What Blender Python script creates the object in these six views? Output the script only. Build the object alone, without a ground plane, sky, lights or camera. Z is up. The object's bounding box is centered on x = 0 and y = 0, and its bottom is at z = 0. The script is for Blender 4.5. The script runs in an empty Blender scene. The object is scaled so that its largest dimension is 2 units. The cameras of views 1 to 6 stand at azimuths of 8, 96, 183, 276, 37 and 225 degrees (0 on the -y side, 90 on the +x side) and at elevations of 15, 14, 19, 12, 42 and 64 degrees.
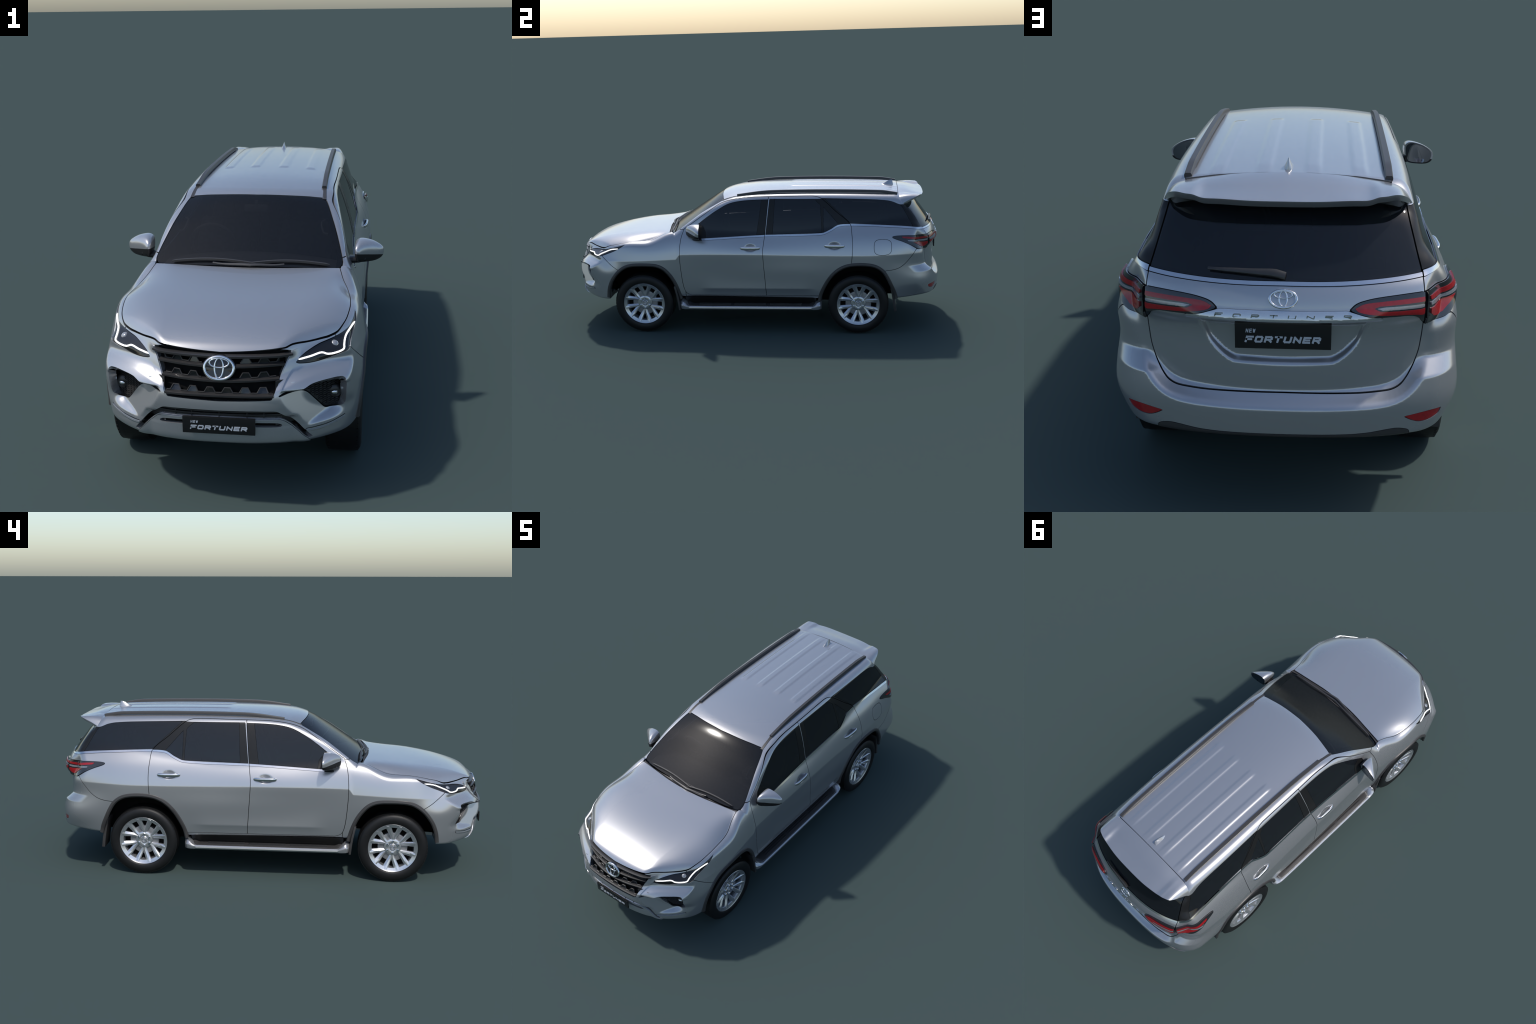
# Silver seven seat sport utility vehicle, built from design curves.
# Frame: metres, nose towards -y, z up, wheels on z = 0.
import bpy, bmesh, math
import numpy as np
# ---------------------------------------------------------------- splines
class Spline:
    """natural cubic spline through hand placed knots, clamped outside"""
    def __init__(s, x, f=None):
        s.x = np.array(x, float); n = len(x); h = np.diff(s.x)
        A = np.eye(n); B = np.zeros((n, n))
        for i in range(1, n-1):
            A[i, i-1:i+2] = h[i-1], 2*(h[i-1]+h[i]), h[i]
            B[i, i-1:i+2] = 6/h[i-1], -6/h[i-1]-6/h[i], 6/h[i]
        s.M = np.linalg.solve(A, B); s.f = None if f is None else np.array(f, float)
    def basis(s, t):
        t = np.clip(np.asarray(t, float), s.x[0], s.x[-1])
        i = np.clip(np.searchsorted(s.x, t)-1, 0, len(s.x)-2)
        h = s.x[i+1]-s.x[i]; a = (s.x[i+1]-t)/h; b = 1-a
        W = (s.M[i]*((a**3-a)*h*h/6)[..., None] + s.M[i+1]*((b**3-b)*h*h/6)[..., None])
        k = np.arange(len(s.x))
        return W + a[..., None]*(k == i[..., None]) + b[..., None]*(k == (i+1)[..., None])
    def __call__(s, t):
        if not hasattr(s, 'm'): s.m = s.M @ s.f
        t = np.clip(np.asarray(t, float), s.x[0], s.x[-1])
        i = np.clip(np.searchsorted(s.x, t)-1, 0, len(s.x)-2)
        h = s.x[i+1]-s.x[i]; b = (t-s.x[i])/h; a = 1-b
        return a*s.f[i]+b*s.f[i+1]+((a**3-a)*s.m[i]+(b**3-b)*s.m[i+1])*h*h/6
class Sheet:
    """tensor product of two natural splines"""
    def __init__(s, xs, ys, tab): s.a = Spline(xs); s.b = Spline(ys); s.t = np.array(tab, float)
    def __call__(s, u, v):
        u, v = np.broadcast_arrays(np.asarray(u, float), np.asarray(v, float)); sh = u.shape
        A = s.a.basis(u.ravel()); B = s.b.basis(v.ravel())
        return ((A @ s.t)*B).sum(1).reshape(sh)
def smax(a, b, k):
    h = np.maximum(k-np.abs(a-b), 0)
    return np.maximum(a, b)+h*h/(4*k)
def smin(a, b, k): return -smax(-a, -b, k)
def step(t, a, b):
    t = np.clip((t-a)/(b-a), 0, 1); return t*t*(3-2*t)
def soft(t, k):
    """smooth max(t,0)"""
    return 0.5*(t+np.sqrt(t*t+k*k))
def poly_sdf(P, u, v):
    """signed distance to a closed polygon, negative inside"""
    P = np.asarray(P, float); Q = np.roll(P, -1, 0); u, v = np.broadcast_arrays(np.asarray(u, float), np.asarray(v, float))
    lo, hi = P.min(0), P.max(0)
    box_d = np.maximum(np.maximum(lo[0]-u, u-hi[0]), np.maximum(lo[1]-v, v-hi[1]))
    near = box_d < .03
    if not near.all():          # exact distance only near the outline
        out = np.array(box_d)
        if near.any(): out[near] = poly_sdf(P, u[near], v[near])
        return out
    d = np.full(u.shape, 1e9); ins = np.zeros(u.shape, bool)
    for (ax, ay), (bx, by) in zip(P, Q):
        ex, ey = bx-ax, by-ay; wx, wy = u-ax, v-ay
        t = np.clip((wx*ex+wy*ey)/(ex*ex+ey*ey+1e-18), 0, 1)
        d = np.minimum(d, (wx-t*ex)**2+(wy-t*ey)**2)
        c = (ay > v) != (by > v)
        if ey != 0: ins ^= c & (u < ex*(v-ay)/ey+ax)
    return np.where(ins, -1, 1)*np.sqrt(d)
def curve(P, n=8, closed=True, sharp=()):
    """Catmull-Rom outline through control points; indices in sharp stay corners"""
    P = np.array(P, float); m = len(P); out = []
    for i in range(m if closed else m-1):
        p1, p2 = P[i], P[(i+1) % m]
        p0 = P[i-1] if (closed or i > 0) else p1
        p3 = P[(i+2) % m] if (closed or i+2 < m) else p2
        d = np.linalg.norm(p2-p1)
        t1 = (p2-p0)/(np.linalg.norm(p2-p1)+np.linalg.norm(p1-p0)+1e-9)*d
        t2 = (p3-p1)/(np.linalg.norm(p3-p2)+np.linalg.norm(p2-p1)+1e-9)*d
        if i in sharp: t1 = p2-p1
        if (i+1) % m in sharp: t2 = p2-p1
        for k in range(n):
            t = k/n
            out.append((2*t**3-3*t**2+1)*p1+(t**3-2*t**2+t)*t1+(-2*t**3+3*t**2)*p2+(t**3-t**2)*t2)
    if not closed: out.append(P[-1])
    return np.array(out)
# ---------------------------------------------------------------- body surfaces
SIDE = Sheet([-1.0, -.86, -.78, -.70, -.55, -.38, -.10, .20, .50, .70, .82, .92, 1.02],
             [.14, .22, .28, .33, .39, .45, .52, .60],
 [[.262, .280, .285, .285, .280, .270, .250, .220],
  [.318, .335, .343, .347, .342, .322, .283, .230],
  [.350, .366, .370, .369, .352, .333, .297, .240],
  [.358, .371, .376, .378, .370, .358, .326, .260],
  [.358, .371, .376, .380, .376, .367, .333, .265],
  [.344, .359, .364, .365, .363, .357, .331, .272],
  [.344, .358, .362, .364, .364, .359, .328, .275],
  [.345, .361, .367, .370, .366, .358, .330, .282],
  [.354, .369, .375, .378, .376, .369, .345, .292],
  [.358, .373, .380, .382, .379, .373, .351, .298],
  [.335, .362, .379, .377, .370, .368, .349, .292],
  [.305, .340, .366, .361, .354, .353, .340, .275],
  [.300, .320, .325, .315, .300, .296, .290, .265]])
GREEN = Spline([-.50, -.38, -.15, .10, .50, .75, .90, 1.0], [.292, .300, .303, .306, .309, .300, .280, .256])
WAIST_F = Spline([-.9, -.75, -.60, -.44, -.3], [.390, .392, .396, .400, .402])
WAIST_D = Spline([-.45, -.2, 0, .3, .6, .85, 1.0], [.4255, .4275, .4275, .4235, .4245, .432, .434])
def WAIST(y):
    k = step(y, -.402, -.378); return WAIST_F(y)*(1-k)+WAIST_D(y)*k
def side(y, z):
    lower = SIDE(y, z)-.6*np.maximum(z-.6, 0)
    g = GREEN(y)-.30*(z-.6)-.60*(z-.6)**2
    s = smax(lower, g, .008)
    d = z-WAIST(y)                                             # waist crease
    s = s+.0048*np.clip(1-np.where(d > 0, d/.08, -d/.16), 0, 1)**2*step(y, -.84, -.74)*(1-step(y, .84, .95))
    w = step(y, -.30, -.20)*(1-step(y, .25, .36)); t = z-.243     # pressed line low on the doors
    s = s+.0055*w*np.clip(1-np.where(t > 0, t/.09, -t/.04), 0, 1)**2
    for yc, zc in ((-.001, .462), (.441, .473)):      # dished door handle cups
        s = s-.009*np.maximum(1-((y-yc)/.036)**2-((z-zc)/.021)**2, 0)**1.5
    return s
HOOD = Spline([-1.03, -.985, -.96, -.93, -.89, -.84, -.77, -.68, -.58, -.47, -.35],
              [.34, .405, .438, .461, .479, .494, .5080, .5185, .527, .5368, .544])
CREASE = Spline([-1.0, -.93, -.7, -.45, -.3], [.155, .166, .205, .245, .25])
HOOD_FALL = Spline([-1.0, -.93, -.87, -.81, -.74, -.66, -.59, -.535, -.48, -.44, -.35], [.34, .36, .34, .24, .21, .21, .28, .31, .16, .0, .0])
WIND = Spline([-.62, -.47, -.40, -.32, -.24, -.17, -.05], [.422, .525, .5725, .6250, .6772, .7220, .79])
ROOF = Spline([-.3, -.17, -.10, 0, .12, .30, .50, .65, .77, .90], [.690, .7185, .7285, .7375, .742, .7435, .7415, .7375, .7325, .726])
HOOD_SPAN = Spline([-1.0, -.93, -.87, -.82, -.745, -.66, -.59, -.535, -.44, -.35], [.03, .03, .052, .10, .125, .12, .104, .085, .05, .05])
def fall(t, w):
    """hood flank: eases away from the crease, then keeps its slope beyond the shut line"""
    u = np.clip(t/w, 0, 1); return w*(.2*u+.8*u**3)+np.maximum(t-w, 0)
def top(x, y):
    ax = np.abs(x)
    slope = HOOD_FALL(y)
    h = HOOD(y)-(.20-.15*step(y, -.9, -.6))*ax**2-slope*fall(soft(ax-CREASE(y), .005+.04*step(y, -.78, -.5))-.003, HOOD_SPAN(y))
    rear = -.471+.45*ax**2
    h = h-.03*step(y-rear, .004, .03)
    w = WIND(y)-(.34+.34*step(y, -.29, -.11))*ax**2
    r = ROOF(y)-(.31-.04*step(y, -.15, .05))*ax**2-.040*step(y, .782, .815)-.25*soft(y-.82, .01)
    for c in (.054, .156):            # pressed ribs
        band = step(y, .175, .215)*(1-step(y, .70, .80))
        d = np.abs(ax-c)
        r = r+.0026*band*(1-step(d, .009, .022))
    return smax(h, smin(w, r, .022), .004)
V_F = Spline([.12, .16, .19, .22, .26, .30, .33, .36, .40, .44, .48], [-.93, -.96, -.988, -.996, -.998, -1.0, -.996, -.987, -.975, -.956, -.93])
A_F = Spline([.12, .18, .23, .28, .35, .40, .44, .50], [3.0, 2.85, 2.75, 2.7, 2.35, 2.05, 1.50, 1.4])
E_F = Spline([.12, .28, .35, .40, .44, .50], [2.8, 2.8, 2.8, 2.3, 2.0, 2.0])
CREASE_Z = Spline([0, .12, .165, .20, .25, .30, .34, .40], [.335, .338, .348, .362, .374, .3755, .374, .374])
def front(x, z):
    ax = np.abs(x)+1e-6
    low = A_F(z)*ax**E_F(z)
    lip = .4*ax**2+.79*(soft(ax-.160, .012)-.0003)
    k = step(z, .415, .445); high = 1.30*ax**2*(1-k)+lip*k
    zc = CREASE_Z(ax); m = smin(soft(z-zc, .0025)/.033, 1, .08)
    f = V_F(z)+low*(1-m)+high*m+.010*(1-step(z, .264, .280))*(1-step(ax, .19, .23))
    # corner fang: a flat facet behind the slanting ridge, stopped by the ledge under the fog lamp
    xr = .158+(.320-z)*1.04; yr = -.994+(.320-z)*.70
    cut = soft(yr+1.10*(ax-xr)-f, .002)
    cap = .040*step(z, .234, .270)*(1-.7*step(ax, .285, .335))*(1-step(z, .335, .345))
    return f+np.minimum(smin(cut, cap, .005), cap)*step(ax, .13, .17)
V_R = Spline([.12, .16, .20, .25, .285, .33, .38], [.93, .965, .987, .9955, .997, .990, .98])
V_T = Spline([.27, .33, .40, .44, .475, .50, .55, .60, .66, .72, .78], [.955, .965, .966, .969, .979, .9765, .950, .914, .866, .81, .75])
RECESS = curve([(-.172, .467), (-.158, .427), (-.143, .405), (-.117, .382), (-.096, .374), (.096, .374), (.117, .382), (.143, .405), (.158, .427), (.172, .467)], 5, True, (0, 9))
TAIL_U = curve([(-.292, 1.0), (-.292, .44), (-.285, .395), (-.268, .352), (-.235, .322), (-.18, .312), (0, .308),
                (.18, .312), (.235, .322), (.268, .352), (.285, .395), (.292, .44), (.292, 1.0)], 6, True, (0, 12))
def rear(x, z):
    ax = np.abs(x)
    tail = V_T(z)-(.50-.09*step(z, .45, .48)*(1-step(z, .53, .56)))*ax**2-2.4*ax**4
    tail = tail+.0075*np.clip((.4975-z)/.022, 0, 1)*step(z, .4705, .4735)*(1-step(ax, .16, .22))     # lettered bar
    tail = tail-.013*step(-poly_sdf(RECESS, ax, z), -.004, .010)
    # corner of the bumper outside the tailgate: hollow under the lamps, then a shelf
    prof = V_R(z)
    bump = prof-.25*ax**2-2.8*ax**4
    bump = bump-.028*np.clip((z-.337)/.032, 0, 1)*step(ax, .2, .3)-.03*step(z, .42, .50)
    s = poly_sdf(TAIL_U, ax, z)
    m = smin(soft(s, .004)/.026, 1, .22)
    return tail*(1-m)+bump*m
FLOOR = Spline([-1.05, -.96, -.88, -.79, -.70, .70, .80, .92, 1.02], [.196, .187, .179, .179, .184, .190, .195, .208, .210])
def body(x, y, z):
    ax = np.abs(x)
    F, R = np.full(ax.shape, -1.2), np.full(ax.shape, 1.2)
    a, b = y < -.5, y > .6
    if a.any(): F[a] = front(ax[a], z[a])
    if b.any(): R[b] = rear(ax[b], z[b])
    return combine(ax, y, z, side(y, z), top(ax, y), F, R)
def combine(ax, y, z, S, T, F, R):
    fs = (ax-S)*.97
    ft = (z-T)*(.93-.08*((y > -.45) & (y < -.16)))
    ff = (F-y)*.85
    fr = (y-R)*.88
    kt = .016+.002*step(y, -.50, -.42)+.006*step(y, -.2, .05)
    f = smax(fs, ft, kt)
    f = smax(f, ff, .010)
    f = smax(f, fr, .045-.02*step(z, .38, .46))
    return smax(f, (FLOOR(y)-z), .012)
# ---------------------------------------------------------------- mesh tools
def grad(f, P, e=1.5e-3):
    g = np.empty_like(P)
    for a in range(3):
        d = np.zeros(3); d[a] = e
        A, B = P+d, P-d
        g[:, a] = (f(A[:, 0], A[:, 1], A[:, 2])-f(B[:, 0], B[:, 1], B[:, 2]))/(2*e)
    return g
def body_surface(h):
    """polygonise the right half of the body field (x >= 0) and pull every vertex onto it"""
    xs = -h/2+h*np.arange(int(.40/h)+3); ys = np.arange(-1.02, 1.02+h, h); zs = np.arange(.16, .78, h)
    ax = np.abs(xs)
    S = side(ys[:, None], zs[None, :])[None]; T = top(ax[:, None], ys[None, :])[:, :, None]
    F = front(ax[:, None], zs[None, :])[:, None, :]; R = rear(ax[:, None], zs[None, :])[:, None, :]
    f = combine(ax[:, None, None], ys[None, :, None], zs[None, None, :], S, T, F, R)
    n = np.array(f.shape)-1; neg = f < 0
    cnt = np.zeros(n, np.int16); acc = np.zeros(tuple(n)+(3,))
    corner = lambda c, A: A[c[0]:c[0]+n[0], c[1]:c[1]+n[1], c[2]:c[2]+n[2]]
    for a in range(3):
        for b in range(4):
            o = [0, 0, 0]; r = [k for k in range(3) if k != a]; o[r[0]] = b & 1; o[r[1]] = b >> 1
            e = list(o); e[a] = 1
            f0, f1 = corner(o, f), corner(e, f); m = (f0 < 0) != (f1 < 0)
            t = np.where(m, f0/np.where(m, f0-f1, 1), 0)
            cnt += m
            for k in range(3):
                acc[..., k] += np.where(m, (t if k == a else o[k]), 0)
    act = cnt > 0; idx = -np.ones(n, np.int64); ijk = np.argwhere(act); idx[act] = np.arange(len(ijk))
    P = acc[act]/cnt[act][:, None]+ijk
    P = P*h+np.array([xs[0], ys[0], zs[0]])
    mid = ijk[:, 0] == 0; P[mid, 0] = 0
    quads = []
    for a in range(3):
        r = [k for k in range(3) if k != a]
        sl0 = [slice(None)]*3; sl1 = [slice(None)]*3; sl0[a] = slice(0, -1); sl1[a] = slice(1, None)
        ch = neg[tuple(sl0)] != neg[tuple(sl1)]; E = np.argwhere(ch)
        ok = (E[:, r[0]] >= 1) & (E[:, r[1]] >= 1) & (E[:, r[0]] < n[r[0]]) & (E[:, r[1]] < n[r[1]])
        E = E[ok]; ins = neg[tuple(E.T)]
        q = []
        for d0, d1 in ((1, 1), (0, 1), (0, 0), (1, 0)):
            c = E.copy(); c[:, r[0]] -= d0; c[:, r[1]] -= d1; q.append(idx[tuple(c.T)])
        q = np.stack(q, 1); flip = ins if a != 1 else ~ins
        q[~flip] = q[~flip][:, ::-1]; quads.append(q)
    Q = np.vstack(quads); Q = Q[(Q >= 0).all(1)]
    g = lambda p: body(p[:, 0], p[:, 1], p[:, 2])
    for _ in range(3):
        G = grad(body, P); G[mid, 0] = 0
        d = G*(g(P)/np.maximum((G**2).sum(1), .2))[:, None]
        d *= np.minimum(1, .5*h/np.maximum(np.linalg.norm(d, axis=1), 1e-9))[:, None]
        P = P-d; P[mid, 0] = 0
    G = grad(body, P, 3.2e-3); G[mid, 0] = 0
    N = G/np.linalg.norm(G, axis=1)[:, None]
    F3 = np.vstack([Q[:, [0, 1, 2]], Q[:, [0, 2, 3]]])
    return P, N, F3
class Shell:
    def __init__(s, P, N, F): s.P, s.N, s.F = P, N, F
    def keep(s, d):
        """part of the surface where the scalar d (per vertex) is negative"""
        ins = d < 0; k = ins[s.F].sum(1)
        full = s.F[k == 3]; P = [s.P]; N = [s.N]; base = len(s.P); new = [full]
        cutm = (k == 1) | (k == 2)
        if cutm.any():
            F = s.F[cutm]; kk = k[cutm]; lone = np.where((kk == 1)[:, None], ins[F], ~ins[F])
            j = lone.argmax(1); r = np.arange(len(F))
            a, b, c = F[r, j], F[r, (j+1) % 3], F[r, (j+2) % 3]
            E = np.vstack([np.stack([a, b], 1), np.stack([a, c], 1)]); Es = np.sort(E, 1)
            U, inv = np.unique(Es[:, 0]*np.int64(base)+Es[:, 1], return_inverse=True)
            i0, i1 = U // base, U % base
            t = d[i0]/(d[i0]-d[i1]); t = np.clip(t, 1e-4, 1-1e-4)[:, None]
            P.append(s.P[i0]*(1-t)+s.P[i1]*t); nn = s.N[i0]*(1-t)+s.N[i1]*t
            N.append(nn/np.linalg.norm(nn, axis=1)[:, None])
            inv = inv.ravel()+base; ab, ac = inv[:len(F)], inv[len(F):]
            one = kk == 1
            new.append(np.stack([a, ab, ac], 1)[one])
            two = ~one
            new.append(np.stack([ab, b, c], 1)[two]); new.append(np.stack([ab, c, ac], 1)[two])
        F = np.vstack(new); P = np.vstack(P); N = np.vstack(N)
        u = np.unique(F); m = -np.ones(len(P), np.int64); m[u] = np.arange(len(u))
        return Shell(P[u], N[u], m[F])
    def x(s): return s.P[:, 0]
    def y(s): return s.P[:, 1]
    def z(s): return s.P[:, 2]
    def offset(s, d): return Shell(s.P+s.N*d, s.N, s.F)
    def mirror(s):
        m = np.array([-1, 1, 1]); return Shell(s.P*m, s.N*m, s.F[:, ::-1])
    def whole(s):
        """weld the half to its mirror image along x = 0"""
        n = len(s.P); on = s.P[:, 0] < 1e-7
        mp = np.where(on, np.arange(n), n+np.cumsum(~on)-1); m = np.array([-1, 1, 1])
        return Shell(np.vstack([s.P, (s.P*m)[~on]]), np.vstack([s.N, (s.N*m)[~on]]), np.vstack([s.F, mp[s.F][:, ::-1]]))
    def rim(s, depth):
        """fold the free edges inwards so that a panel shows its thickness"""
        E = np.vstack([s.F[:, [0, 1]], s.F[:, [1, 2]], s.F[:, [2, 0]]]); n = len(s.P)
        key = np.sort(E, 1); U, inv, c = np.unique(key[:, 0]*np.int64(n)+key[:, 1], return_inverse=True, return_counts=True)
        B = E[c[inv.ravel()] == 1]
        if not len(B): return s
        v = np.unique(B); m = -np.ones(n, np.int64); m[v] = np.arange(len(v))
        side_n = np.zeros((n, 3)); t = s.P[B[:, 1]]-s.P[B[:, 0]]
        sn = np.cross(t, s.N[B[:, 0]]); sn /= np.linalg.norm(sn, axis=1)[:, None]+1e-12
        np.add.at(side_n, B[:, 0], sn); np.add.at(side_n, B[:, 1], sn)
        sn = side_n[v]; sn /= np.linalg.norm(sn, axis=1)[:, None]+1e-12
        k = len(v); P = np.vstack([s.P, s.P[v], s.P[v]-s.N[v]*depth]); N = np.vstack([s.N, sn, sn])
        a, b = n+m[B[:, 0]], n+m[B[:, 1]]
        return Shell(P, N, np.vstack([s.F, np.stack([b, a, a+k], 1), np.stack([b, a+k, b+k], 1)]))
ROOT = None
def link(o, parent=None):
    bpy.context.scene.collection.objects.link(o)
    p = parent if parent is not None else ROOT
    if p is not None: o.parent = p
    return o
def shell_object(name, s, mat, parent=None):
    me = bpy.data.meshes.new(name)
    me.from_pydata(s.P.tolist(), [], s.F.tolist()); me.update()
    me.polygons.foreach_set('use_smooth', np.ones(len(me.polygons), bool))
    me.normals_split_custom_set_from_vertices(s.N.tolist())
    me.materials.append(mat); return link(bpy.data.objects.new(name, me), parent)
def panel(name, s, mat, depth=.006, parent=None, both=False):
    """a sheet metal panel; both=True makes one for each side of the car"""
    if len(s.F) == 0: print('EMPTY', name); return []
    s = s.rim(depth) if depth else s
    out = [shell_object(name, s, mat, parent[0] if isinstance(parent, list) else parent)]
    if both: out.append(shell_object(name, s.mirror(), mat, parent[1] if isinstance(parent, list) else parent))
    return out
def solid(name, V, F, mat, parent=None, smooth=35, bevel=0):
    me = bpy.data.meshes.new(name)
    me.from_pydata([tuple(map(float, v)) for v in V], [], [tuple(map(int, f)) for f in F]); me.update()
    b = bmesh.new(); b.from_mesh(me); bmesh.ops.remove_doubles(b, verts=b.verts, dist=1e-6)
    bmesh.ops.recalc_face_normals(b, faces=b.faces)
    if bevel:
        ed = [e for e in b.edges if len(e.link_faces) == 2 and e.calc_face_angle(0) > .5]
        bmesh.ops.bevel(b, geom=ed, offset=bevel, segments=2, profile=.6, affect='EDGES', clamp_overlap=True)
    b.to_mesh(me); b.free()
    me.polygons.foreach_set('use_smooth', np.ones(len(me.polygons), bool))
    me.set_sharp_from_angle(angle=math.radians(smooth))
    me.materials.append(mat); return link(bpy.data.objects.new(name, me), parent)
def pair(name, V, F, mat, parent=None, **k):
    """the part for x > 0 and its mirror image"""
    p = parent if isinstance(parent, list) else [parent, parent]
    V = np.asarray(V, float)
    return [solid(name, V, F, mat, p[0], **k), solid(name, V*[-1, 1, 1], F, mat, p[1], **k)]
def loft(rings, closed_ring=True, caps=True, closed_path=False):
    """skin over a list of equally long point rings"""
    R = np.array(rings, float); m, n = R.shape[:2]; V = R.reshape(-1, 3); F = []
    for i in range(m if closed_path else m-1):
        for j in range(n if closed_ring else n-1):
            a, b = i*n+j, i*n+(j+1) % n; c, d = ((i+1) % m)*n+(j+1) % n, ((i+1) % m)*n+j
            F.append((a, b, c, d))
    if caps and closed_ring and not closed_path:
        F.append(tuple(range(n))[::-1]); F.append(tuple((m-1)*n+k for k in range(n)))
    return V, F
def sweep(path, prof, up, closed=False, scale=None, caps=True):
    """carry the profile (a along the path normal, b along up) along a 3D path"""
    P = np.array(path, float); m = len(P); U = np.array(up, float)
    U = np.broadcast_to(U, P.shape).copy()
    t = np.roll(P, -1, 0)-np.roll(P, 1, 0)
    if not closed: t[0] = P[1]-P[0]; t[-1] = P[-1]-P[-2]
    t /= np.linalg.norm(t, axis=1)[:, None]+1e-12
    A = np.cross(t, U); A /= np.linalg.norm(A, axis=1)[:, None]+1e-12; U = np.cross(A, t)
    prof = np.array(prof, float); sc = np.ones((m, 2)) if scale is None else np.array(scale, float)
    if sc.ndim == 1: sc = np.stack([sc, sc], 1)
    rings = P[:, None]+A[:, None]*(prof[None, :, 0:1]*sc[:, None, 0:1])+U[:, None]*(prof[None, :, 1:2]*sc[:, None, 1:2])
    return loft(rings, True, caps, closed)
def ring_profile(a, b, n=10, p=2.0, c=(0, 0)):
    th = np.arange(n)*2*math.pi/n; s, k = np.sin(th), np.cos(th)
    return np.stack([c[0]+a*np.sign(k)*np.abs(k)**(2/p), c[1]+b*np.sign(s)*np.abs(s)**(2/p)], 1)
def join(*parts):
    V, F, n = [], [], 0
    for v, f in parts:
        V.append(np.asarray(v, float)); F += [tuple(i+n for i in q) for q in f]; n += len(v)
    return np.vstack(V), F
def box(c, s):
    V = np.array([[i, j, k] for i in (-1, 1) for j in (-1, 1) for k in (-1, 1)], float)*np.array(s)/2+np.array(c)
    return V, [(0, 1, 3, 2), (4, 6, 7, 5), (0, 4, 5, 1), (2, 3, 7, 6), (0, 2, 6, 4), (1, 5, 7, 3)]
def revolve(prof, n=64, arc=None):
    """profile of (x, radius) turned about the x axis"""
    rings = [[(x, r*math.sin(t), r*math.cos(t)) for x, r in prof] for t in np.arange(n)*2*math.pi/n]
    return loft(rings, False, False, True)
def drop_x(y, z):
    """x of the body side at height z, station y"""
    y, z = np.broadcast_arrays(np.asarray(y, float), np.asarray(z, float)); sh = y.shape; y, z = y.ravel(), z.ravel()
    lo, hi = np.full(y.shape, .15), np.full(y.shape, .45)
    for _ in range(24):
        m = (lo+hi)/2; o = body(m, y, z) < 0; lo = np.where(o, m, lo); hi = np.where(o, hi, m)
    return lo.reshape(sh)
def drop_z(x, y):
    x, y = np.broadcast_arrays(np.asarray(x, float), np.asarray(y, float)); sh = x.shape; x, y = x.ravel(), y.ravel()
    lo, hi = np.full(x.shape, .40), np.full(x.shape, .80)
    for _ in range(24):
        m = (lo+hi)/2; o = body(x, y, m) < 0; lo = np.where(o, m, lo); hi = np.where(o, hi, m)
    return lo.reshape(sh)
def drop_y(x, z, nose=True):
    x, z = np.broadcast_arrays(np.asarray(x, float), np.asarray(z, float)); sh = x.shape; x, z = x.ravel(), z.ravel()
    s = -1 if nose else 1; lo, hi = np.full(x.shape, .5), np.full(x.shape, 1.1)
    for _ in range(24):
        m = (lo+hi)/2; o = body(x, s*m, z) < 0; lo = np.where(o, m, lo); hi = np.where(o, hi, m)
    return (s*lo).reshape(sh)
def normal_at(P):
    P = np.atleast_2d(np.asarray(P, float)); g = grad(body, P, 2e-3); return g/np.linalg.norm(g, axis=1)[:, None]
def line_dist(P, u, v):
    """unsigned distance to an open polyline"""
    P = np.asarray(P, float); d = np.full(u.shape, 1e9)
    for (ax, ay), (bx, by) in zip(P[:-1], P[1:]):
        ex, ey = bx-ax, by-ay; t = np.clip(((u-ax)*ex+(v-ay)*ey)/(ex*ex+ey*ey), 0, 1)
        d = np.minimum(d, np.hypot(u-ax-t*ex, v-ay-t*ey))
    return d
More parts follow.
